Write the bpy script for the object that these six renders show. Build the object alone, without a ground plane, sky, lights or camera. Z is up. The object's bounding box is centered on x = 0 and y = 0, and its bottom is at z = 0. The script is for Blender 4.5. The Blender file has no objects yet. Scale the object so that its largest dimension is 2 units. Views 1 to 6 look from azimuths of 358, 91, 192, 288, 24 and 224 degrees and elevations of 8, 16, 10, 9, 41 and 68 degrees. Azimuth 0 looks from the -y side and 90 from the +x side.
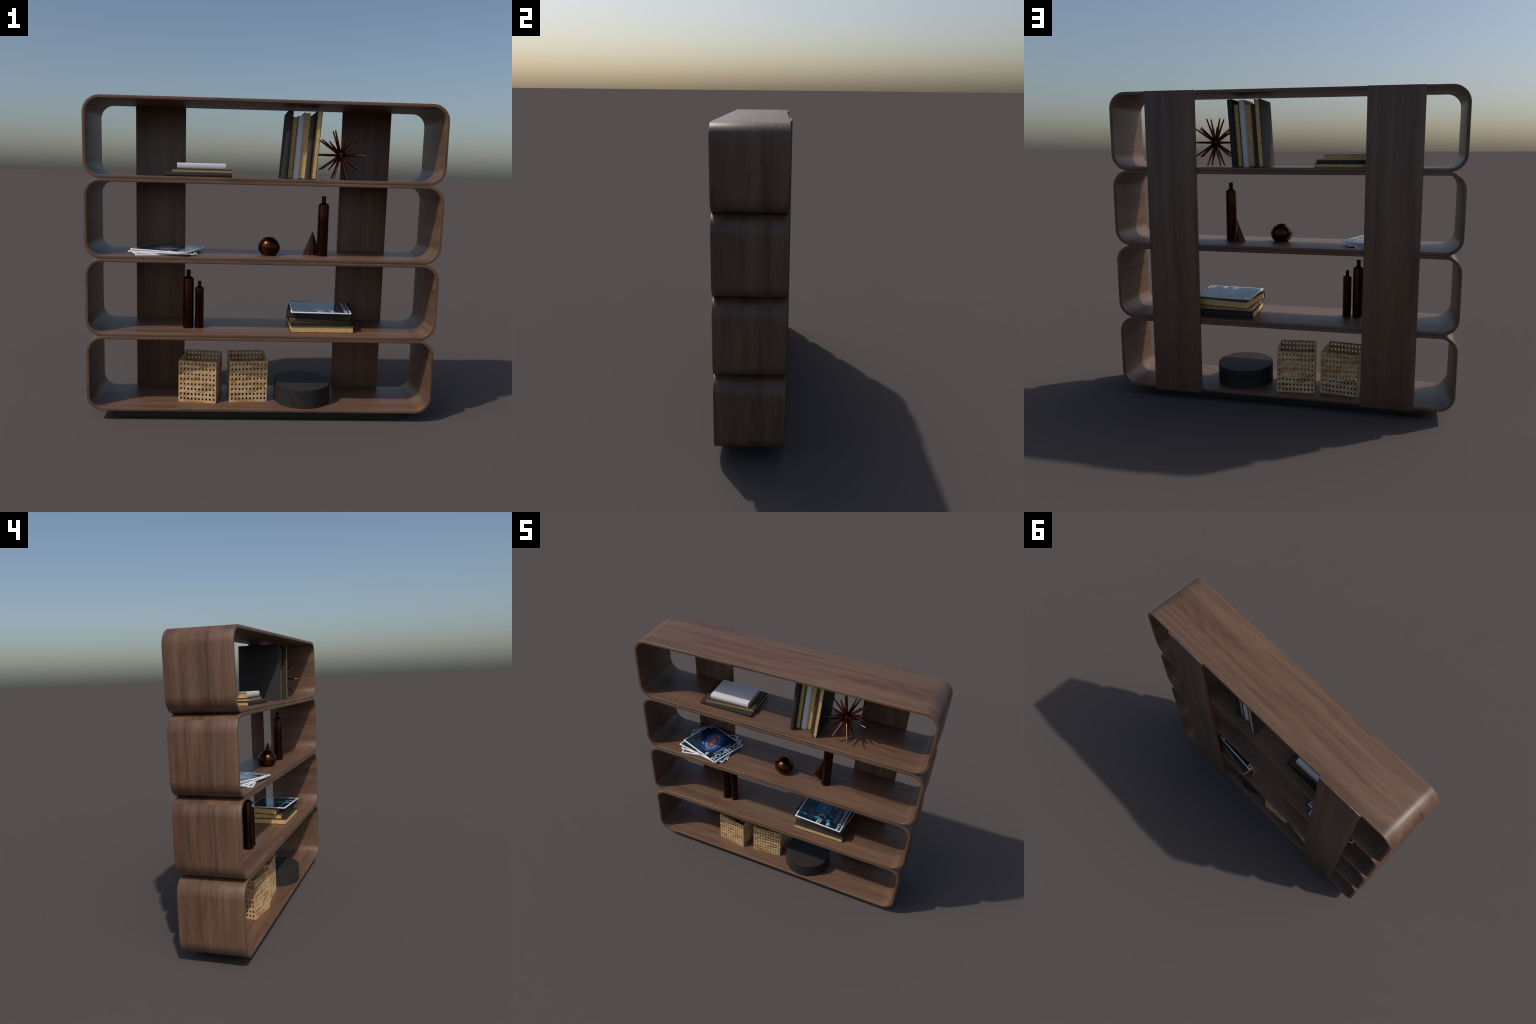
import bpy, bmesh, math, random
from mathutils import Matrix, Vector, Euler

random.seed(7)
COL = bpy.context.scene.collection

# ------------------------------------------------------------------ sizes (metres)
HALF_X = 1.0            # half width of the whole bookcase
FRONT, BOX_BACK, BACK = -0.1937, 0.1932, 0.2046
BOX_Z0, PITCH, BOX_H = 0.0572, 0.4439, 0.4436
WALL = 0.0184           # thickness of the bent-wood boxes
R_OUT = 0.095           # outer corner radius
FLOORS = [BOX_Z0 + PITCH * i + WALL for i in range(4)]   # shelf surfaces, bottom to top
S1, S2, S3, S4 = FLOORS


# ================================================================== node helpers
class Nodes:
    """Tiny expression layer over one material's node tree."""
    def __init__(self, name):
        self.mat = bpy.data.materials.new(name)
        self.mat.use_nodes = True
        self.t = self.mat.node_tree
        self.t.nodes.clear()
        self.out = self.t.nodes.new("ShaderNodeOutputMaterial")
        self.bsdf = self.t.nodes.new("ShaderNodeBsdfPrincipled")
        self.t.links.new(self.bsdf.outputs[0], self.out.inputs[0])
        self._obj = None

    def put(self, sock, v):
        if hasattr(v, "is_output"):
            self.t.links.new(v, sock)
        elif isinstance(v, (tuple, list)) and len(v) == 3 and sock.type == "RGBA":
            sock.default_value = (*v, 1.0)
        else:
            sock.default_value = v

    def obj(self):
        if self._obj is None:
            self._obj = self.t.nodes.new("ShaderNodeTexCoord").outputs["Object"]
        return self._obj

    def xyz(self, v=None):
        n = self.t.nodes.new("ShaderNodeSeparateXYZ")
        self.put(n.inputs[0], v or self.obj())
        return n.outputs[0], n.outputs[1], n.outputs[2]

    def vec(self, x, y, z=0.0):
        n = self.t.nodes.new("ShaderNodeCombineXYZ")
        for s, v in zip(n.inputs, (x, y, z)):
            self.put(s, v)
        return n.outputs[0]

    def mapping(self, scale=(1, 1, 1), loc=(0, 0, 0), rot=(0, 0, 0), v=None):
        n = self.t.nodes.new("ShaderNodeMapping")
        self.put(n.inputs["Vector"], v or self.obj())
        n.inputs["Scale"].default_value = scale
        n.inputs["Location"].default_value = loc
        n.inputs["Rotation"].default_value = rot
        return n.outputs[0]

    def m(self, op, a, b=0.0, c=0.0, clamp=False):
        n = self.t.nodes.new("ShaderNodeMath")
        n.operation = op
        n.use_clamp = clamp
        for s, v in zip(n.inputs, (a, b, c)):
            self.put(s, v)
        return n.outputs[0]

    def add(self, a, b): return self.m("ADD", a, b)
    def sub(self, a, b): return self.m("SUBTRACT", a, b)
    def mul(self, a, b): return self.m("MULTIPLY", a, b)

    def noise(self, v, scale=1.0, detail=3.0, rough=0.5, dist=0.0, out=0):
        n = self.t.nodes.new("ShaderNodeTexNoise")
        self.put(n.inputs["Vector"], v)
        n.inputs["Scale"].default_value = scale
        n.inputs["Detail"].default_value = detail
        n.inputs["Roughness"].default_value = rough
        n.inputs["Distortion"].default_value = dist
        return n.outputs[out]

    def white(self, v, color=False):
        n = self.t.nodes.new("ShaderNodeTexWhiteNoise")
        n.noise_dimensions = "3D"
        self.put(n.inputs["Vector"], v)
        return n.outputs["Color" if color else "Value"]

    def voronoi(self, v, scale, out="Distance"):
        n = self.t.nodes.new("ShaderNodeTexVoronoi")
        self.put(n.inputs["Vector"], v)
        n.inputs["Scale"].default_value = scale
        return n.outputs[out]

    def ramp(self, fac, stops):
        n = self.t.nodes.new("ShaderNodeValToRGB")
        self.put(n.inputs[0], fac)
        el = n.color_ramp.elements
        while len(el) < len(stops):
            el.new(0.5)
        for e, (p, c) in zip(el, stops):
            e.position = p
            e.color = (*c, 1.0)
        return n.outputs[0]

    def step(self, v, lo, hi):
        n = self.t.nodes.new("ShaderNodeMapRange")
        n.interpolation_type = "SMOOTHSTEP"
        self.put(n.inputs["Value"], v)
        n.inputs["From Min"].default_value = lo
        n.inputs["From Max"].default_value = hi
        return n.outputs["Result"]

    def mix(self, f, a, b, mode="MIX"):
        n = self.t.nodes.new("ShaderNodeMix")
        n.data_type = "RGBA"
        n.blend_type = mode
        self.put(n.inputs[0], f)
        self.put(n.inputs[6], a)
        self.put(n.inputs[7], b)
        return n.outputs[2]

    def bump(self, h, strength=0.2, dist=0.001):
        n = self.t.nodes.new("ShaderNodeBump")
        n.inputs["Strength"].default_value = strength
        n.inputs["Distance"].default_value = dist
        self.put(n.inputs["Height"], h)
        self.t.links.new(n.outputs[0], self.bsdf.inputs["Normal"])

    def surf(self, color, rough=0.5, metal=0.0, spec=0.5, coat=0.0, coat_rough=0.1):
        b = self.bsdf.inputs
        self.put(b["Base Color"], color)
        self.put(b["Roughness"], rough)
        b["Metallic"].default_value = metal
        b["Specular IOR Level"].default_value = spec
        b["Coat Weight"].default_value = coat
        b["Coat Roughness"].default_value = coat_rough
        return self.mat


# ================================================================== materials
def walnut(name, axis, seed, through, gain=1.0):
    """Oiled walnut veneer, grain running along one axis of the object.
    `through` is the axis into the board: the figure hardly changes that way, so veneer wraps round bends."""
    n = Nodes(name)
    x, y, z = n.xyz()
    along = (x, y, z)[axis]
    soft = [n.mul(c, 0.15) if k == through else c for k, c in enumerate((x, y, z))]
    across = [soft[k] for k in range(3) if k != axis]
    # the fibres wander and slant a little instead of running dead straight
    drift = n.mul(n.sub(n.noise(n.vec(n.mul(along, 1.5), n.mul(across[0], 2.0), n.add(n.mul(across[1], 2.0), seed)), 1.0, 1.0), 0.5), 0.055)
    a, b = n.add(across[0], drift), n.add(across[1], drift)
    # both cross axes enter, so every board and every level gets its own figure
    slow = n.vec(n.mul(along, 0.75), n.mul(a, 5.0), n.add(n.mul(b, 5.0), seed))
    warp = n.noise(slow, 1.0, 1.5, 0.4)
    band = n.noise(n.vec(n.mul(along, 0.9), n.mul(a, 17.0), n.add(n.mul(b, 17.0), seed * 1.7)), 1.0, 3.0, 0.5, 0.35)
    streak = n.noise(n.vec(n.mul(along, 2.2), n.mul(a, 130.0), n.add(n.mul(b, 130.0), seed)), 1.0, 3.0, 0.6)
    # cathedral figure: contour lines of a slow, stretched noise, sharp on one side
    turns = n.m("FRACT", n.add(n.add(n.mul(warp, 17.0), n.mul(band, 1.1)), n.mul(streak, 0.5)))
    rings = n.mul(n.step(turns, 0.0, 0.72), n.step(turns, 1.0, 0.72))
    pore = n.noise(n.vec(n.mul(along, 16.0), n.mul(a, 480.0), n.add(n.mul(b, 480.0), seed)), 1.0, 2.0, 0.5)
    v = n.sub(n.add(n.mul(band, 0.55), n.mul(warp, 0.16)), n.mul(rings, 0.052))
    v = n.add(v, n.mul(streak, 0.23))
    v = n.add(v, n.mul(pore, 0.12))
    g = lambda r, gg, bb: (r * gain, gg * gain, bb * gain)
    col = n.ramp(v, [(0.35, g(0.071, 0.0395, 0.0265)), (0.45, g(0.106, 0.0580, 0.0360)),
                     (0.54, g(0.133, 0.0755, 0.0460)), (0.67, g(0.163, 0.0990, 0.0600))])
    # patches of redder and greyer heartwood
    tint = n.noise(n.vec(n.mul(along, 1.3), n.mul(a, 9.0), n.add(n.mul(b, 9.0), seed + 31.0)), 1.0, 2.0)
    col = n.mix(n.step(tint, 0.42, 0.66), col, n.mix(1.0, col, (1.05, 0.96, 0.95), "MULTIPLY"))
    n.bump(n.add(n.mul(streak, 0.5), pore), 0.06, 0.0006)
    return n.surf(col, n.add(0.37, n.mul(streak, 0.12)), spec=0.5)


M_WOOD_X = walnut("walnut_long_grain", 0, 3.1, 2)
M_WOOD_Y = walnut("walnut_cross_grain", 1, 11.7, 0)
M_WOOD_Z = walnut("walnut_upright_grain", 2, 23.4, 0)
M_WOOD_BACK = walnut("walnut_back_panel_grain", 2, 41.9, 1)


def flat(name, color, rough=0.5, **k):
    return Nodes(name).surf(color, rough, **k)


def plinth_black():
    n = Nodes("black_plinth_paint")
    g = n.noise(n.obj(), 90.0, 3.0)
    return n.surf(n.ramp(g, [(0.3, (0.011, 0.011, 0.011)), (0.7, (0.016, 0.016, 0.016))]), 0.55)


def cloth(name, color, rough=0.62, weave=1.0):
    """Book cloth: fine woven grain and faint blotches."""
    n = Nodes(name)
    x, y, z = n.xyz()
    w = n.noise(n.mapping((900, 900, 900)), 1.0, 2.0)
    streak = n.noise(n.mapping((6, 160, 160)), 1.0, 3.0)
    f = n.add(n.mul(w, 0.4), n.mul(streak, 0.6))
    lo = tuple(c * 0.87 for c in color)
    hi = tuple(min(1.0, c * 1.13) for c in color)
    n.bump(w, 0.15 * weave, 0.0005)
    return n.surf(n.ramp(f, [(0.3, lo), (0.7, hi)]), rough, spec=0.18)


def pages():
    n = Nodes("yellowed_page_edges")
    lines = n.noise(n.mapping((4, 4, 900)), 1.0, 2.0)
    spots = n.noise(n.obj(), 45.0, 4.0, 0.6)
    grit = n.noise(n.obj(), 380.0, 2.0)
    f = n.add(n.add(n.mul(spots, 0.6), n.mul(lines, 0.2)), n.mul(grit, 0.2))
    col = n.ramp(f, [(0.36, (0.46, 0.28, 0.105)), (0.5, (0.60, 0.385, 0.165)), (0.66, (0.70, 0.47, 0.22))])
    n.bump(lines, 0.25, 0.0005)
    return n.surf(col, 0.8, spec=0.2)


M_PLINTH = plinth_black()
M_BLACK = cloth("black_book_cloth", (0.031, 0.030, 0.029), 0.75)
M_BROWN = cloth("dark_brown_book_cloth", (0.072, 0.051, 0.030), 0.7)
M_WHITE = cloth("pale_grey_book_cloth", (0.60, 0.60, 0.62), 0.45)
M_PAGES = pages()
M_PAPER = flat("white_magazine_paper", (0.78, 0.78, 0.80), 0.45)


def copper(name, color, rough):
    n = Nodes(name)
    s = n.noise(n.obj(), 30.0, 3.0)
    return n.surf(n.mix(s, tuple(c * 0.85 for c in color), tuple(c * 1.15 for c in color)),
                  n.add(rough, n.mul(s, 0.05)), metal=1.0)


M_COPPER = copper("dark_brushed_copper", (0.052, 0.0180, 0.0085), 0.24)
M_COPPER_WARM = copper("polished_dark_copper", (0.068, 0.0250, 0.0125), 0.24)
M_COPPER_BRIGHT = copper("bright_copper", (0.20, 0.067, 0.033), 0.23)


def black_wood():
    n = Nodes("black_stained_wood")
    g = n.noise(n.mapping((3, 80, 80)), 1.0, 3.0)
    return n.surf(n.ramp(g, [(0.3, (0.019, 0.017, 0.0155)), (0.7, (0.030, 0.026, 0.0235))]), 0.6, spec=0.22)


M_BLACKWOOD = black_wood()


def rattan():
    """Flattened cane strips plaited on the diagonal, every strip a little different in colour."""
    n = Nodes("plaited_rattan")
    x, y, z = n.xyz()
    wob = n.mul(n.sub(n.noise(n.obj(), 30.0, 2.0), 0.5), 0.20)
    u = n.mul(x, 1.0 / 0.0537)
    w = n.mul(z, 1.0 / 0.0336)
    a = n.add(n.add(u, w), wob)          # rises to the left
    b = n.add(n.sub(u, w), wob)          # rises to the right
    ia, ib = n.m("FLOOR", a), n.m("FLOOR", b)
    fa, fb = n.m("FRACT", a), n.m("FRACT", b)
    # three bands up the wall where the upper strips lie on top, diamonds between them
    zone = n.m("FRACT", n.add(n.mul(z, 1.0 / 0.1009), 0.705))
    over = n.step(n.m("ABSOLUTE", n.sub(zone, 0.5)), 0.215, 0.185)
    cell = n.add(n.mul(n.white(n.vec(ia, ib, 3.0)), n.sub(1.0, over)), n.mul(n.white(n.vec(ib, 4.0, 1.0)), over))
    cell2 = n.white(n.vec(ia, ib, 9.0))
    par = n.m("MODULO", n.m("ABSOLUTE", n.add(ia, ib)), 2.0)
    along_b = n.m("MAXIMUM", par, over)
    fib_a = n.noise(n.vec(n.mul(a, 20.0), n.mul(b, 1.5), 0.0), 1.0, 3.0)
    fib_b = n.noise(n.vec(n.mul(b, 20.0), n.mul(a, 1.5), 5.0), 1.0, 3.0)
    fib = n.add(n.mul(fib_b, along_b), n.mul(fib_a, n.sub(1.0, along_b)))
    tone = n.add(n.mul(cell, 0.62), n.mul(fib, 0.52))
    col = n.ramp(tone, [(0.16, (0.35, 0.16, 0.054)), (0.38, (0.48, 0.262, 0.102)),
                        (0.62, (0.58, 0.375, 0.180)), (0.95, (0.63, 0.48, 0.29))])
    # dark gaps where one strip dives under the next, a pale lip on its other side
    db = n.m("ABSOLUTE", n.sub(fb, 0.5))
    gap_b = n.mul(n.step(db, 0.455, 0.485), over)
    da = n.m("ABSOLUTE", n.sub(fa, 0.5))
    gap_a = n.mul(n.mul(n.step(da, 0.47, 0.49), n.sub(1.0, over)), n.mul(n.m("GREATER_THAN", cell2, 0.35), 0.55))
    gap = n.m("MAXIMUM", gap_b, gap_a)
    lip = n.mul(n.mul(n.step(fb, 0.80, 0.93), n.sub(1.0, over)), n.mul(n.m("GREATER_THAN", cell2, 0.4), 0.45))
    col = n.mix(lip, col, (0.72, 0.62, 0.46))
    col = n.mix(n.mul(gap, 0.9), col, (0.035, 0.022, 0.010))
    n.bump(n.sub(n.add(n.mul(fib, 0.35), n.mul(db, -0.6)), gap), 0.6, 0.002)
    return n.surf(col, 0.5, spec=0.3)


M_RATTAN = rattan()
M_BASKET_FLOOR = flat("basket_base_shade_darkened", (0.03, 0.022, 0.015), 0.7)  # rattan floor painted near-black for the deep shade inside the basket


# ---------------------------------------------------------------- magazine prints
def glow(n, x, y, cx, cy, rx, ry, lo, hi, rot=0.0):
    """Soft elliptical mask: 1 inside `hi`, 0 outside `lo` (in radii)."""
    dx, dy = n.sub(x, cx), n.sub(y, cy)
    c, s = math.cos(rot), math.sin(rot)
    ex = n.mul(n.add(n.mul(dx, c), n.mul(dy, s)), 1.0 / rx)
    ey = n.mul(n.sub(n.mul(dy, c), n.mul(dx, s)), 1.0 / ry)
    d = n.m("SQRT", n.add(n.mul(ex, ex), n.mul(ey, ey)))
    return n.step(d, lo, hi), d


def box_mask(n, x, y, cx, cy, hx, hy, soft=0.002, rot=0.0):
    dx, dy = n.sub(x, cx), n.sub(y, cy)
    c, s = math.cos(rot), math.sin(rot)
    ex = n.m("ABSOLUTE", n.add(n.mul(dx, c), n.mul(dy, s)))
    ey = n.m("ABSOLUTE", n.sub(n.mul(dy, c), n.mul(dx, s)))
    return n.mul(n.step(ex, hx + soft, hx - soft), n.step(ey, hy + soft, hy - soft))


def text_lines(n, x, y, cx, cy, hx, hy, rows, seed):
    """Unreadable fine print: rows of broken bars."""
    area = box_mask(n, x, y, cx, cy, hx, hy, 0.0005)
    row = n.mul(n.sub(y, cy), rows / (2 * hy))
    bars = n.m("LESS_THAN", n.m("FRACT", n.add(row, 50.0)), 0.55)
    word = n.noise(n.vec(n.mul(x, 230.0), n.mul(n.m("FLOOR", row), 7.3), seed), 1.0, 1.0)
    return n.mul(n.mul(area, bars), n.m("GREATER_THAN", word, 0.43))


def galaxy_print(name, ground=(0.007, 0.014, 0.030)):
    n = Nodes(name)
    x, y, z = n.xyz()
    swirl = n.noise(n.obj(), 55.0, 4.0, 0.6)
    col = n.mix(n.step(n.noise(n.obj(), 9.0, 3.0), 0.42, 0.72), ground, (0.006, 0.022, 0.030))
    rot = math.radians(26)
    halo, d = glow(n, x, y, -0.004, -0.006, 0.175, 0.130, 1.0, 0.25, rot)
    col = n.mix(n.mul(halo, 0.9), col, (0.008, 0.034, 0.190))
    disc, d2 = glow(n, x, y, -0.004, -0.004, 0.132, 0.082, 1.0, 0.55, rot)
    arms = n.step(n.add(n.m("SINE", n.add(n.mul(d2, 21.0), n.mul(swirl, 6.0))), 1.0), 0.4, 1.7)
    col = n.mix(n.mul(disc, n.add(0.40, n.mul(arms, 0.55))), col, (0.020, 0.165, 0.440))
    inner, d3 = glow(n, x, y, -0.004, -0.006, 0.086, 0.047, 1.0, 0.80, rot)
    col = n.mix(n.mul(inner, n.add(0.35, n.mul(swirl, 0.7))), col, (0.21, 0.075, 0.075))
    ring = n.mul(n.step(d3, 0.74, 0.90), n.step(d3, 1.10, 0.95))
    col = n.mix(n.mul(ring, n.mul(n.step(swirl, 0.35, 0.65), 0.65)), col, (0.46, 0.42, 0.46))
    core, _ = glow(n, x, y, -0.006, -0.008, 0.062, 0.034, 1.0, 0.1, rot)
    col = n.mix(n.mul(core, 0.9), col, (0.50, 0.33, 0.25))
    for cx, cy, r in ((0.020, -0.096, 0.006), (-0.004, 0.065, 0.005), (0.086, 0.029, 0.009), (-0.09, 0.03, 0.004),
                      (-0.06, -0.07, 0.004), (0.05, 0.055, 0.004), (-0.02, -0.075, 0.003)):
        s, _ = glow(n, x, y, cx, cy, r * 1.7, r, 1.0, 0.0)
        col = n.mix(s, col, (0.62, 0.12, 0.16))
    stars = n.step(n.voronoi(n.obj(), 95.0), 0.11, 0.04)
    col = n.mix(n.mul(stars, n.mul(n.step(swirl, 0.5, 0.7), 0.6)), col, (0.35, 0.55, 0.65))
    p1, _ = glow(n, x, y, 0.0575, -0.054, 0.0105, 0.0105, 1.0, 0.9)
    p2, _ = glow(n, x, y, 0.0600, -0.060, 0.0105, 0.0105, 1.0, 0.9)
    col = n.mix(n.mul(p1, n.sub(1.0, p2)), col, (0.60, 0.50, 0.42))
    # thin green orbit lines
    for cx, cy, hx, rt in ((0.085, -0.142, 0.030, 0.85), (0.108, -0.064, 0.058, 1.50), (-0.02, 0.082, 0.02, 0.25)):
        col = n.mix(n.mul(box_mask(n, x, y, cx, cy, hx, 0.0008, 0.0006, rt), 0.6), col, (0.02, 0.13, 0.05))
    badge, _ = glow(n, x, y, 0.114, 0.068, 0.0165, 0.0165, 1.0, 0.94)
    col = n.mix(badge, col, n.mix(n.step(y, 0.068, 0.074), (0.50, 0.50, 0.50), (0.06, 0.07, 0.11)))
    col = n.mix(n.mul(text_lines(n, x, y, 0.0, 0.104, 0.085, 0.009, 3, 2.0), 0.75), col, (0.40, 0.40, 0.42))
    code = box_mask(n, x, y, -0.112, -0.150, 0.016, 0.009, 0.0005)
    barcode = n.m("GREATER_THAN", n.noise(n.vec(n.mul(x, 900.0), 0.0, 0.0), 1.0, 0.0), 0.48)
    col = n.mix(code, col, n.mix(barcode, (0.55, 0.55, 0.55), (0.08, 0.08, 0.08)))
    return n.surf(col, 0.16, spec=0.5)


def machine_print(name, tone=(0.014, 0.160, 0.210)):
    n = Nodes(name)
    x, y, z = n.xyz()
    spk = n.noise(n.obj(), 60.0, 4.0, 0.6)
    big = n.noise(n.obj(), 16.0, 3.0)
    blocks = n.white(n.vec(n.m("FLOOR", n.mul(x, 110.0)), n.m("FLOOR", n.mul(y, 70.0)), 1.0))
    col = n.mix(n.step(big, 0.40, 0.70), (0.003, 0.010, 0.024), (0.008, 0.034, 0.066))
    col = n.mix(n.mul(n.m("GREATER_THAN", blocks, 0.86), n.mul(n.step(big, 0.5, 0.62), 0.5)), col, tone)
    # screen in perspective with a bright window
    col = n.mix(n.mul(box_mask(n, x, y, -0.026, -0.014, 0.046, 0.044, 0.010, 0.15), 0.8), col, (0.012, 0.110, 0.210))
    frame = n.sub(box_mask(n, x, y, -0.026, -0.014, 0.050, 0.050, 0.003, 0.15),
                  box_mask(n, x, y, -0.026, -0.014, 0.043, 0.043, 0.003, 0.15))
    col = n.mix(n.mul(frame, 0.8), col, (0.016, 0.190, 0.290))
    core, _ = glow(n, x, y, -0.031, -0.013, 0.028, 0.022, 1.0, 0.3)
    col = n.mix(n.mul(core, n.add(0.3, n.mul(spk, 0.8))), col, (0.035, 0.290, 0.400))
    # tall slab on the left
    col = n.mix(n.mul(box_mask(n, x, y, 0.045, -0.080, 0.044, 0.020, 0.003, 0.45), 0.9), col, (0.022, 0.050, 0.105))
    # the mechanical hand as a pale broken arc and wrist
    hand, hd = glow(n, x, y, 0.062, 0.003, 0.032, 0.030, 1.0, 0.9)
    arc = n.mul(n.step(hd, 0.45, 0.62), hand)
    col = n.mix(n.mul(arc, n.step(spk, 0.40, 0.55)), col, (0.34, 0.47, 0.55))
    col = n.mix(n.mul(box_mask(n, x, y, 0.112, 0.000, 0.022, 0.015, 0.004, -0.2), n.step(spk, 0.36, 0.5)), col, (0.30, 0.46, 0.52))
    for cx, cy, rx, ry, k in ((0.083, -0.031, 0.017, 0.022, 1.0), (0.029, 0.062, 0.018, 0.016, 0.8),
                              (0.081, 0.061, 0.026, 0.022, 1.0), (0.086, -0.118, 0.024, 0.020, 0.6), (-0.07, 0.066, 0.03, 0.014, 0.5)):
        g, _ = glow(n, x, y, cx, cy, rx, ry, 1.0, 0.1)
        col = n.mix(n.mul(g, n.mul(n.add(0.35, spk), k)), col, (0.040, 0.340, 0.400))
    badge, _ = glow(n, x, y, 0.112, 0.074, 0.0165, 0.0165, 1.0, 0.94)
    col = n.mix(badge, col, n.mix(n.step(y, 0.072, 0.076), (0.52, 0.50, 0.50), (0.11, 0.10, 0.17)))
    col = n.mix(n.mul(text_lines(n, x, y, -0.02, 0.105, 0.095, 0.016, 5, 4.0), 0.6), col, (0.26, 0.28, 0.32))
    code = box_mask(n, x, y, -0.112, -0.150, 0.016, 0.009, 0.0005)
    col = n.mix(code, col, (0.42, 0.42, 0.44))
    return n.surf(col, 0.10, spec=0.5)


def leaf_print(name):
    n = Nodes(name)
    g = n.noise(n.obj(), 18.0, 4.0, 0.6)
    col = n.ramp(g, [(0.35, (0.006, 0.010, 0.008)), (0.55, (0.014, 0.030, 0.016)), (0.75, (0.040, 0.075, 0.040))])
    return n.surf(col, 0.16, spec=0.5)


def title_ink(name, cap):
    """Title lettering: white at the foot of the letters, pale cyan at the head."""
    n = Nodes(name)
    x, y, z = n.xyz()
    f = n.step(y, 0.15 * cap, 0.95 * cap)
    return n.surf(n.mix(f, (0.48, 0.50, 0.52), (0.15, 0.40, 0.52)), 0.25)


M_GALAXY = galaxy_print("galaxy_cover_print")
M_MACHINE = machine_print("teal_machine_cover_print")
M_LEAFY = leaf_print("dark_green_cover_print")


# ================================================================== mesh helpers
def mesh_obj(name, verts, faces, mats, smooth_angle=None, parent=None, face_mats=None):
    me = bpy.data.meshes.new(name)
    me.from_pydata([tuple(v) for v in verts], [], faces)
    for m in mats if isinstance(mats, (list, tuple)) else [mats]:
        me.materials.append(m)
    bm = bmesh.new()
    bm.from_mesh(me)
    if face_mats is not None:
        bm.faces.ensure_lookup_table()
        for f, k in zip(bm.faces, face_mats):
            f.material_index = k
    bmesh.ops.recalc_face_normals(bm, faces=bm.faces)
    bm.to_mesh(me)
    bm.free()
    return add_obj(name, me, smooth_angle, parent)


def add_obj(name, me, smooth_angle=None, parent=None, matrix=None):
    if smooth_angle is not None:
        me.polygons.foreach_set("use_smooth", [True] * len(me.polygons))
        me.set_sharp_from_angle(angle=math.radians(smooth_angle))
    ob = bpy.data.objects.new(name, me)
    COL.objects.link(ob)
    if parent:
        ob.parent = parent
    if matrix is not None:
        ob.matrix_local = matrix
    return ob


def thing(name, label, category, matrix=None):
    e = bpy.data.objects.new(name, None)
    e.empty_display_size = 0.05
    COL.objects.link(e)
    if matrix is not None:
        e.matrix_world = matrix
    tag(e, label, category)
    return e


def tag(o, label, category):
    o["label"] = label
    o["category"] = category


def block(name, lo, hi, mat, bevel=0.0, parent=None, segs=2, matrix=None):
    bm = bmesh.new()
    bmesh.ops.create_cube(bm, size=1.0)
    for v in bm.verts:
        v.co = [lo[i] + (v.co[i] + 0.5) * (hi[i] - lo[i]) for i in range(3)]
    if bevel:
        bmesh.ops.bevel(bm, geom=list(bm.edges), offset=bevel, segments=segs, affect="EDGES", profile=0.5)
    bmesh.ops.recalc_face_normals(bm, faces=bm.faces)
    me = bpy.data.meshes.new(name)
    bm.to_mesh(me)
    bm.free()
    me.materials.append(mat)
    return add_obj(name, me, 40 if bevel else None, parent, matrix)


def lathe(name, profile, mat, segs=48, angle=35, parent=None, matrix=None):
    """Turn a list of (radius, z) about the z axis; ends on the axis close the shape."""
    verts, faces, rings = [], [], []
    for r, z in profile:
        if r < 1e-6:
            rings.append([len(verts)])
            verts.append((0, 0, z))
        else:
            rings.append(list(range(len(verts), len(verts) + segs)))
            verts += [(r * math.cos(2 * math.pi * k / segs), r * math.sin(2 * math.pi * k / segs), z) for k in range(segs)]
    for A, B in zip(rings, rings[1:]):
        for k in range(segs):
            j = (k + 1) % segs
            if len(A) == 1:
                faces.append((A[0], B[k], B[j]))
            elif len(B) == 1:
                faces.append((A[k], A[j], B[0]))
            else:
                faces.append((A[k], A[j], B[j], B[k]))
    o = mesh_obj(name, verts, faces, mat, angle, parent)
    if matrix is not None:
        o.matrix_local = matrix
    return o


def place(x, y, z, deg=0.0):
    return Matrix.Translation((x, y, z)) @ Matrix.Rotation(math.radians(deg), 4, "Z")


# ================================================================== the bookcase
bookcase = thing("bookcase", "walnut bookcase of four stacked rounded bentwood boxes", "bookcase")


def rounded_path(hx, z0, z1, r, per_corner=16):
    """Points and outward normals round a rectangle with rounded corners, in x and z."""
    out = []
    for cx, cz, a0 in ((hx - r, z1 - r, 0), (-hx + r, z1 - r, 90), (-hx + r, z0 + r, 180), (hx - r, z0 + r, 270)):
        for k in range(per_corner + 1):
            a = math.radians(a0 + 90 * k / per_corner)
            out.append(((cx + r * math.cos(a), cz + r * math.sin(a)), (math.cos(a), math.sin(a))))
    return out


def box_section(t, y0, y1, b, segs=3):
    """Rounded-edge section of the board: (inset from the outer face, y), starting on the outer face."""
    pts = []
    for ci, cy, a0 in ((b, y0 + b, 180), (t - b, y0 + b, 270), (t - b, y1 - b, 0), (b, y1 - b, 90)):
        for k in range(segs + 1):
            a = math.radians(a0 + 90 * k / segs)
            pts.append((ci + b * math.cos(a), cy + b * math.sin(a)))
    return pts


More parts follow.
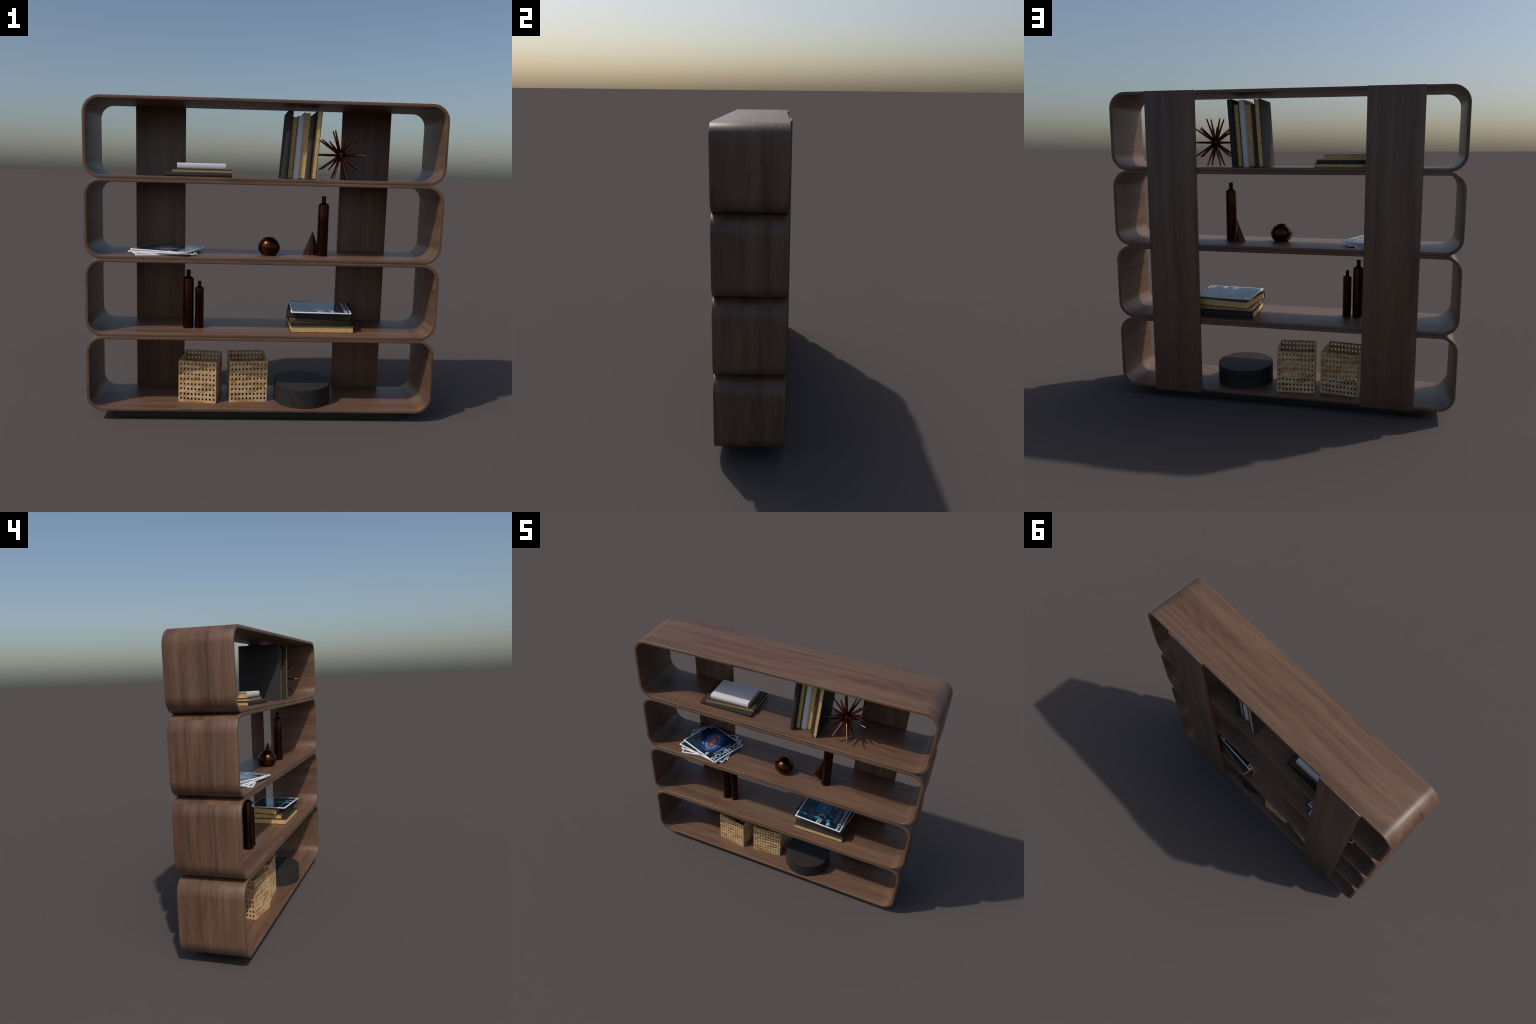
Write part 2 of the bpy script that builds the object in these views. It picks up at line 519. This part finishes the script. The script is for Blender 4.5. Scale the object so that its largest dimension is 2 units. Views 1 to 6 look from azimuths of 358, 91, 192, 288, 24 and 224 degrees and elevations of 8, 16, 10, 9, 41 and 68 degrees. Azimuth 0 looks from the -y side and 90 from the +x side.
def shelf_box(z0):
    path = rounded_path(HALF_X, z0, z0 + BOX_H, R_OUT)
    sec = box_section(WALL, FRONT, BOX_BACK, 0.0026)
    verts, faces, mats = [], [], []
    ns = len(sec)
    for (px, pz), (nx, nz) in path:
        verts += [(px - nx * i, y, pz - nz * i) for i, y in sec]
    n = len(path)
    for s in range(n):
        s2 = (s + 1) % n
        nx = path[s][1][0] + path[s2][1][0]
        nz = path[s][1][1] + path[s2][1][1]
        upright = abs(nx) > abs(nz)
        for k in range(ns):
            k2 = (k + 1) % ns
            faces.append((s * ns + k, s * ns + k2, s2 * ns + k2, s2 * ns + k))
            i = 0.5 * (sec[k][0] + sec[k2][0])
            if not upright:
                mats.append(0)
            elif i < 0.003:
                mats.append(2)          # outer side: upright grain
            elif i > WALL - 0.003:
                mats.append(1)          # inner side: grain runs front to back
            else:
                mats.append(0)          # front and back edges
    return mesh_obj("shelf_box", verts, faces, [M_WOOD_X, M_WOOD_Y, M_WOOD_Z], 35, bookcase, mats)


for i in range(4):
    shelf_box(BOX_Z0 + PITCH * i)
for sx in (-1, 1):
    a, b = sorted((sx * 0.4755, sx * 0.7760))
    block("back_panel", (a, BOX_BACK + 0.0006, 0.0525), (b, BACK, BOX_Z0 + 3 * PITCH + BOX_H + 0.0004), M_WOOD_BACK, 0.0012, bookcase)
block("plinth", (-0.829, -0.155, 0.0), (0.829, 0.155, BOX_Z0 - 0.0005), M_PLINTH, 0.002, bookcase)


# ================================================================== books
def book(matrix, length, depth, thick, cover, label, rounded=0.006):
    """Hardback lying flat: length along x, spine along the -y side, page block between two boards."""
    b = thing("book", label, "book", matrix)
    t, lip = 0.0026, 0.004
    hx, hy = length / 2, depth / 2
    # cover: boards and rounded spine as one C-shaped strip swept along the length
    outer = [(hy, thick), (-hy + rounded, thick)]
    inner = [(hy, thick - t), (-hy + rounded, thick - t)]
    N = 9
    for k in range(1, N):
        a = math.pi / 2 + math.pi * k / N
        outer.append((-hy + rounded + rounded * math.cos(a), thick / 2 + thick / 2 * math.sin(a)))
        inner.append((-hy + rounded + max(rounded - t, 0.0008) * math.cos(a), thick / 2 + (thick / 2 - t) * math.sin(a)))
    outer += [(-hy + rounded, 0), (hy, 0)]
    inner += [(-hy + rounded, t), (hy, t)]
    loop = outer + inner[::-1]
    n = len(loop)
    verts = [(-hx, y, z) for y, z in loop] + [(hx, y, z) for y, z in loop]
    faces = [(k, (k + 1) % n, n + (k + 1) % n, n + k) for k in range(n)]
    m = len(outer)
    for k in range(m - 1):
        faces.append((k, k + 1, n - 2 - k, n - 1 - k))
        faces.append((n + k, n + n - 1 - k, n + n - 2 - k, n + k + 1))
    mesh_obj("cover", verts, faces, cover, 32, b)
    block("page_block", (-hx + lip, -hy + rounded - 0.001, t + 0.0001), (hx - lip, hy - lip, thick - t - 0.0001), M_PAGES, 0.0, b)
    return b


def lying(x, y, z, deg, length, depth, thick, cover, label, spine_back=False):
    return book(place(x, y, z, deg + (180 if spine_back else 0)), length, depth, thick, cover, label)


# stack on the top shelf
lying(-0.3780, 0.0180, S4, 0.0, 0.376, 0.278, 0.0245, M_BLACK, "thin black hardback book lying flat")
lying(-0.3650, 0.0128, S4 + 0.0246, 4.5, 0.345, 0.228, 0.0190, M_BROWN, "slim dark brown hardback with yellowed pages", True)
lying(-0.3650, 0.0110, S4 + 0.0437, 1.6, 0.274, 0.200, 0.0330, M_WHITE, "pale grey hardback with rounded spine")

# stack under the magazine
lying(0.3530, 0.0105, S2, 0.6, 0.3705, 0.275, 0.0395, M_BLACK, "thick black hardback with yellowed pages", True)
lying(0.3490, 0.0175, S2 + 0.0396, -0.4, 0.3560, 0.234, 0.0350, M_BROWN, "dark brown hardback with rounded spine")
lying(0.3528, 0.0400, S2 + 0.0742, -9.2, 0.3740, 0.279, 0.0425, M_BLACK, "black hardback turned slightly on the stack")

# leaning row: foot x, front y, back y, height, thickness, cloth, spine at the back?
LEAN = math.radians(3.9)
ROW = [(0.0923, -0.129, 0.160, 0.3755, 0.0290, M_BLACK, False),
       (0.1218, -0.097, 0.135, 0.3480, 0.0290, M_BROWN, True),
       (0.1512, -0.087, 0.118, 0.3500, 0.0362, M_WHITE, False),
       (0.1880, -0.080, 0.125, 0.3725, 0.0338, M_WHITE, True),
       (0.2222, -0.109, 0.127, 0.3510, 0.0288, M_BROWN, False),
       (0.2515, -0.139, 0.150, 0.3745, 0.0295, M_BLACK, True)]
for x0, y0, y1, h, t, mat, spine_back in ROW:
    up = Vector((math.sin(LEAN), 0, math.cos(LEAN)))
    right = Vector((math.cos(LEAN), 0, -math.sin(LEAN)))
    # local x is the length (up), local y the depth, local z the thickness
    yl = Vector((0, -1, 0)) if spine_back else Vector((0, 1, 0))
    zl = up.cross(yl)
    low = Vector((x0, (y0 + y1) / 2, S4 + t * math.sin(LEAN) + 0.0002))
    side = low if zl.dot(right) > 0 else low + right * t
    origin = side + up * (h / 2)
    M = Matrix(((up.x, yl.x, zl.x, origin.x), (up.y, yl.y, zl.y, origin.y), (up.z, yl.z, zl.z, origin.z), (0, 0, 0, 1)))
    kind = {M_BLACK: "black", M_BROWN: "dark brown", M_WHITE: "pale grey"}[mat]
    book(M, h, y1 - y0, t, mat, "tall %s hardback leaning in a row" % kind)


# ================================================================== magazines
MAG_W, MAG_H, MAG_T = 0.281, 0.350, 0.0062       # width across, height, thickness


def lettering(body, mat, x0, x1, y0, cap, z, parent, offset=0.034):
    cu = bpy.data.curves.new("title", "FONT")
    cu.body = body
    cu.size = 1.0
    cu.offset = offset
    cu.resolution_u = 3
    tmp = bpy.data.objects.new("title_helper", cu)
    COL.objects.link(tmp)
    dg = bpy.context.evaluated_depsgraph_get()
    me = bpy.data.meshes.new_from_object(tmp.evaluated_get(dg))
    bpy.data.objects.remove(tmp)
    bpy.data.curves.remove(cu)
    xs = [v.co.x for v in me.vertices]
    ys = [v.co.y for v in me.vertices]
    sx, sy = (x1 - x0) / (max(xs) - min(xs)), cap / (max(ys) - min(ys))
    ax, ay = min(xs), min(ys)
    for v in me.vertices:
        v.co = ((v.co.x - ax) * sx, (v.co.y - ay) * sy, 0.0)
    bm = bmesh.new()
    bm.from_mesh(me)
    r = bmesh.ops.extrude_face_region(bm, geom=list(bm.faces))
    bmesh.ops.translate(bm, verts=[v for v in r["geom"] if isinstance(v, bmesh.types.BMVert)], vec=(0, 0, 0.0003))
    bmesh.ops.recalc_face_normals(bm, faces=bm.faces)
    bm.to_mesh(me)
    bm.free()
    me.materials.clear()
    me.materials.append(mat)
    return add_obj("title_lettering", me, None, parent, Matrix.Translation((x0, y0, z)))


def magazine(x, y, z, deg, print_mat, label, title=None, cap=0.04, y0=0.12):
    """Cover up; its head points to local +y and the line of reading to local +x."""
    m = thing("magazine", label, "magazine", place(x, y, z, deg - 90.0))
    w, h = MAG_W / 2, MAG_H / 2
    block("page_block", (-w, -h, 0), (w, h, MAG_T), M_PAPER, 0.0007, m)
    e = 0.0072
    block("front_cover_print", (-w + e, -h + e, MAG_T - 0.0005), (w - e, h - e, MAG_T + 0.00035), print_mat, 0.0, m)
    if title:
        lettering(title, title_ink(title.lower() + "_title_ink", cap), -w + e + 0.003, w - e - 0.003, y0, cap, MAG_T + 0.0004, m)
    return m


zz = S3
magazine(-0.5754, -0.0080, zz, 10.7, M_LEAFY, "magazine with dark green cover and white edge")
magazine(-0.5616, -0.0145, zz + 0.0066, -2.4, M_MACHINE, "magazine with dark teal cover and white edge", "INNOVATION", 0.025, 0.136)
magazine(-0.5720, -0.0210, zz + 0.0132, -12.3, M_MACHINE, "magazine with teal machine cover and white edge", "INNOVATION", 0.025, 0.136)
magazine(-0.5525, -0.0065, zz + 0.0198, -21.6, M_GALAXY, "magazine with blue spiral galaxy on cover", "COSMOS", 0.040, 0.121)
magazine(0.3503, 0.0085, S2 + 0.1169, -2.9, M_MACHINE, "glossy magazine with teal machine cover", "INNOVATION", 0.025, 0.136)


# ================================================================== copper ornaments
def bottle(x, y, z, h, groove, label):
    k = h / 0.348
    r, rn = 0.0315 * k, 0.0124 * k
    p = [(0, 0), (r - 0.002, 0), (r, 0.002)]
    if groove:
        g = groove * h
        p += [(r, g - 0.0022), (r - 0.0028, g - 0.0006), (r - 0.0028, g + 0.0006), (r, g + 0.0022)]
    p += [(r, 0.853 * h), (r - 0.001 * k, 0.861 * h), (rn + 0.004 * k, 0.884 * h), (rn, 0.893 * h),
          (rn, h - 0.001), (rn - 0.001, h), (rn * 0.62, h), (rn * 0.62, h - 0.02), (0, h - 0.02)]
    o = lathe("bottle", p, M_COPPER, 48, 30, None, Matrix.Translation((x, y, z)))
    tag(o, label, "bottle")


bottle(0.3463, -0.0400, S3, 0.349, 0.570, "tall slender dark copper bottle with ring groove")
bottle(-0.4337, -0.0391, S2, 0.347, None, "tall slender dark copper bottle with narrow neck")
bottle(-0.3686, -0.0386, S2, 0.281, 0.690, "shorter slender dark copper bottle with ring groove")


def round_vase(x, y, z):
    rx, rz = 0.0652, 0.0605
    zc = 0.0470
    prof = [(0, 0)]
    a0, a1 = -math.acos(0.040 / rx), math.acos(0.031 / rx)
    for k in range(25):
        a = a0 + (a1 - a0) * k / 24
        prof.append((rx * math.cos(a), zc + rz * math.sin(a)))
    zlow = prof[1][1]
    prof = [(r, zz - zlow) for r, zz in prof]
    prof[0] = (0, 0)
    top = prof[-1][1]
    prof += [(0.0295, top + 0.0006), (0.0280, top - 0.0008)]
    for k in range(1, 15):          # the hollow inside
        a = a1 + (a0 - a1) * k / 15
        prof.append(((rx - 0.004) * math.cos(a), zc - zlow + (rz - 0.004) * math.sin(a)))
    prof.append((0, 0.006))
    o = lathe("round_vase", prof, M_COPPER_WARM, 64, 40, None, Matrix.Translation((x, y, z)))
    tag(o, "low round copper vase with open mouth", "vase")


round_vase(0.0338, -0.0418, S3)


def star_pyramid(x, y, z, h=0.1328):
    arm, notch, tip = 0.0545, 0.0275, 0.0034
    ring = []
    for k in range(4):
        a = math.pi / 2 * k
        c, s = math.cos(a), math.sin(a)
        ring += [(arm * c + tip * s, arm * s - tip * c), (arm * c - tip * s, arm * s + tip * c)]
        b = a + math.pi / 4
        ring.append((notch * math.cos(b), notch * math.sin(b)))
    n = len(ring)
    verts = [(px, py, 0) for px, py in ring] + [(px * 0.055, py * 0.055, h) for px, py in ring]
    faces = [(k, (k + 1) % n, n + (k + 1) % n, n + k) for k in range(n)] + [tuple(range(n)), tuple(range(n, 2 * n))]
    o = mesh_obj("star_pyramid", verts, faces, M_COPPER_WARM)
    o.matrix_world = place(x, y, z, 2.0)
    tag(o, "small four pointed fluted copper pyramid ornament", "ornament")


star_pyramid(0.2955, 0.0250, S3)


def spiky_ball(x, y, z, reach=0.1498):
    t = thing("spiky_ornament", "copper ball ornament with long radiating spikes", "ornament", Matrix.Translation((x, y, S4)))
    zc = z - S4
    lathe("core", [(0.028 * math.cos(a), zc + 0.028 * math.sin(a)) if abs(abs(a) - math.pi / 2) > 1e-6 else (0, zc + 0.028 * math.sin(a))
                   for a in [math.pi * (k / 12 - 0.5) for k in range(13)]], M_COPPER_BRIGHT, 24, 60, t)
    me = None
    rings = [(22.8, 4, 45.0), (56.0, 8, 22.5), (90.0, 8, 22.5), (124.0, 8, 22.5), (157.2, 4, 45.0)]
    for polar, count, off in rings:
        for k in range(count):
            p, a = math.radians(polar), math.radians(off + 360.0 * k / count)
            d = Vector((math.sin(p) * math.cos(a), math.sin(p) * math.sin(a), math.cos(p)))
            M = Matrix.Translation((0, 0, zc)) @ d.to_track_quat("Z", "Y").to_matrix().to_4x4()
            if me is None:
                s = lathe("spike", [(0, 0.010), (0.0084, 0.010), (0.0072, 0.045), (0.0038, reach - 0.0006), (0.0030, reach), (0, reach)],
                          M_COPPER_BRIGHT, 10, 40, t)
                me = s.data
            else:
                s = add_obj("spike", me, None, t)
            s.matrix_local = M


spiky_ball(0.4327, -0.0290, S4 + 0.1418)


# ================================================================== rattan baskets
BASKET_H, HOLE_COLS = 0.2535, 10
HOLE_ROWS = [0.082, 0.194, 0.321, 0.439, 0.561, 0.673, 0.806, 0.923]    # heights as fractions


def basket_wall(width, thick=0.0042):
    """Flat plaited panel in x and z with a grid of oval holes cut through it."""
    H = BASKET_H
    xs = [width * (0.067 + 0.0968 * k) for k in range(HOLE_COLS)]
    zs = [H * f for f in HOLE_ROWS]
    xb = [0.0] + [(a + b) / 2 for a, b in zip(xs, xs[1:])] + [width]
    zb = [0.0] + [(a + b) / 2 for a, b in zip(zs, zs[1:])] + [H]
    bm = bmesh.new()
    for i, cx in enumerate(xs):
        for j, cz in enumerate(zs):
            x0, x1, z0, z1 = xb[i], xb[i + 1], zb[j], zb[j + 1]
            rim = []
            for k in range(5): rim.append((x0 + (x1 - x0) * k / 5, z0))
            for k in range(5): rim.append((x1, z0 + (z1 - z0) * k / 5))
            for k in range(5): rim.append((x1 - (x1 - x0) * k / 5, z1))
            for k in range(5): rim.append((x0, z1 - (z1 - z0) * k / 5))
            R = [bm.verts.new((px, 0, pz)) for px, pz in rim]
            E = []
            for px, pz in rim:
                a = math.atan2(pz - cz, (px - cx) * 1.3)
                E.append(bm.verts.new((cx + 0.0057 * math.cos(a), 0, cz + 0.0076 * math.sin(a))))
            n = len(R)
            for k in range(n):
                bm.faces.new((R[k], R[(k + 1) % n], E[(k + 1) % n], E[k]))
    bmesh.ops.remove_doubles(bm, verts=list(bm.verts), dist=1e-6)
    r = bmesh.ops.extrude_face_region(bm, geom=list(bm.faces))
    bmesh.ops.translate(bm, verts=[v for v in r["geom"] if isinstance(v, bmesh.types.BMVert)], vec=(0, thick, 0))
    bmesh.ops.recalc_face_normals(bm, faces=bm.faces)
    me = bpy.data.meshes.new("basket_wall")
    bm.to_mesh(me)
    bm.free()
    me.materials.append(M_RATTAN)
    return me


BW, BD, BT = 0.2255, 0.2210, 0.0024
WALL_WIDE = basket_wall(BW, BT)
WALL_SIDE = basket_wall(BD - 2 * BT, BT)


def basket(x, y, z, deg):
    b = thing("basket", "square open basket of plaited perforated rattan", "basket", place(x, y, z, deg))
    q = math.pi / 2
    add_obj("basket_wall", WALL_WIDE, None, b, Matrix.Translation((-BW / 2, -BD / 2, 0)))
    add_obj("basket_wall", WALL_WIDE, None, b, Matrix.Translation((BW / 2, BD / 2, 0)) @ Matrix.Rotation(2 * q, 4, "Z"))
    add_obj("basket_wall", WALL_SIDE, None, b, Matrix.Translation((BW / 2, -BD / 2 + BT, 0)) @ Matrix.Rotation(q, 4, "Z"))
    add_obj("basket_wall", WALL_SIDE, None, b, Matrix.Translation((-BW / 2, BD / 2 - BT, 0)) @ Matrix.Rotation(-q, 4, "Z"))
    block("basket_base", (-BW / 2 + BT, -BD / 2 + BT, 0.001), (BW / 2 - BT, BD / 2 - BT, 0.005), M_BASKET_FLOOR, 0.0, b)


basket(-0.3585, 0.0100, S1, -7.6)
basket(-0.0785, 0.0260, S1, 5.0)


# ================================================================== round lidded box
def round_box(x, y, z):
    t = thing("round_box", "low round black wooden box with lid", "storage box", Matrix.Translation((x, y, z)))
    r, h, lid = 0.1710, 0.1155, 0.0375
    hb = h - lid - 0.0022
    lathe("box_body", [(0, 0), (r - 0.001, 0), (r, 0.001), (r, hb - 0.001), (r - 0.001, hb), (r - 0.004, hb), (r - 0.004, hb + 0.002), (0, hb + 0.002)], M_BLACKWOOD, 96, 35, t)
    lathe("lid", [(0, hb + 0.0022), (r - 0.001, hb + 0.0022), (r, hb + 0.0032), (r, h - 0.0012), (r - 0.0012, h), (0, h)], M_BLACKWOOD, 96, 35, t)


round_box(0.2590, -0.0150, S1)
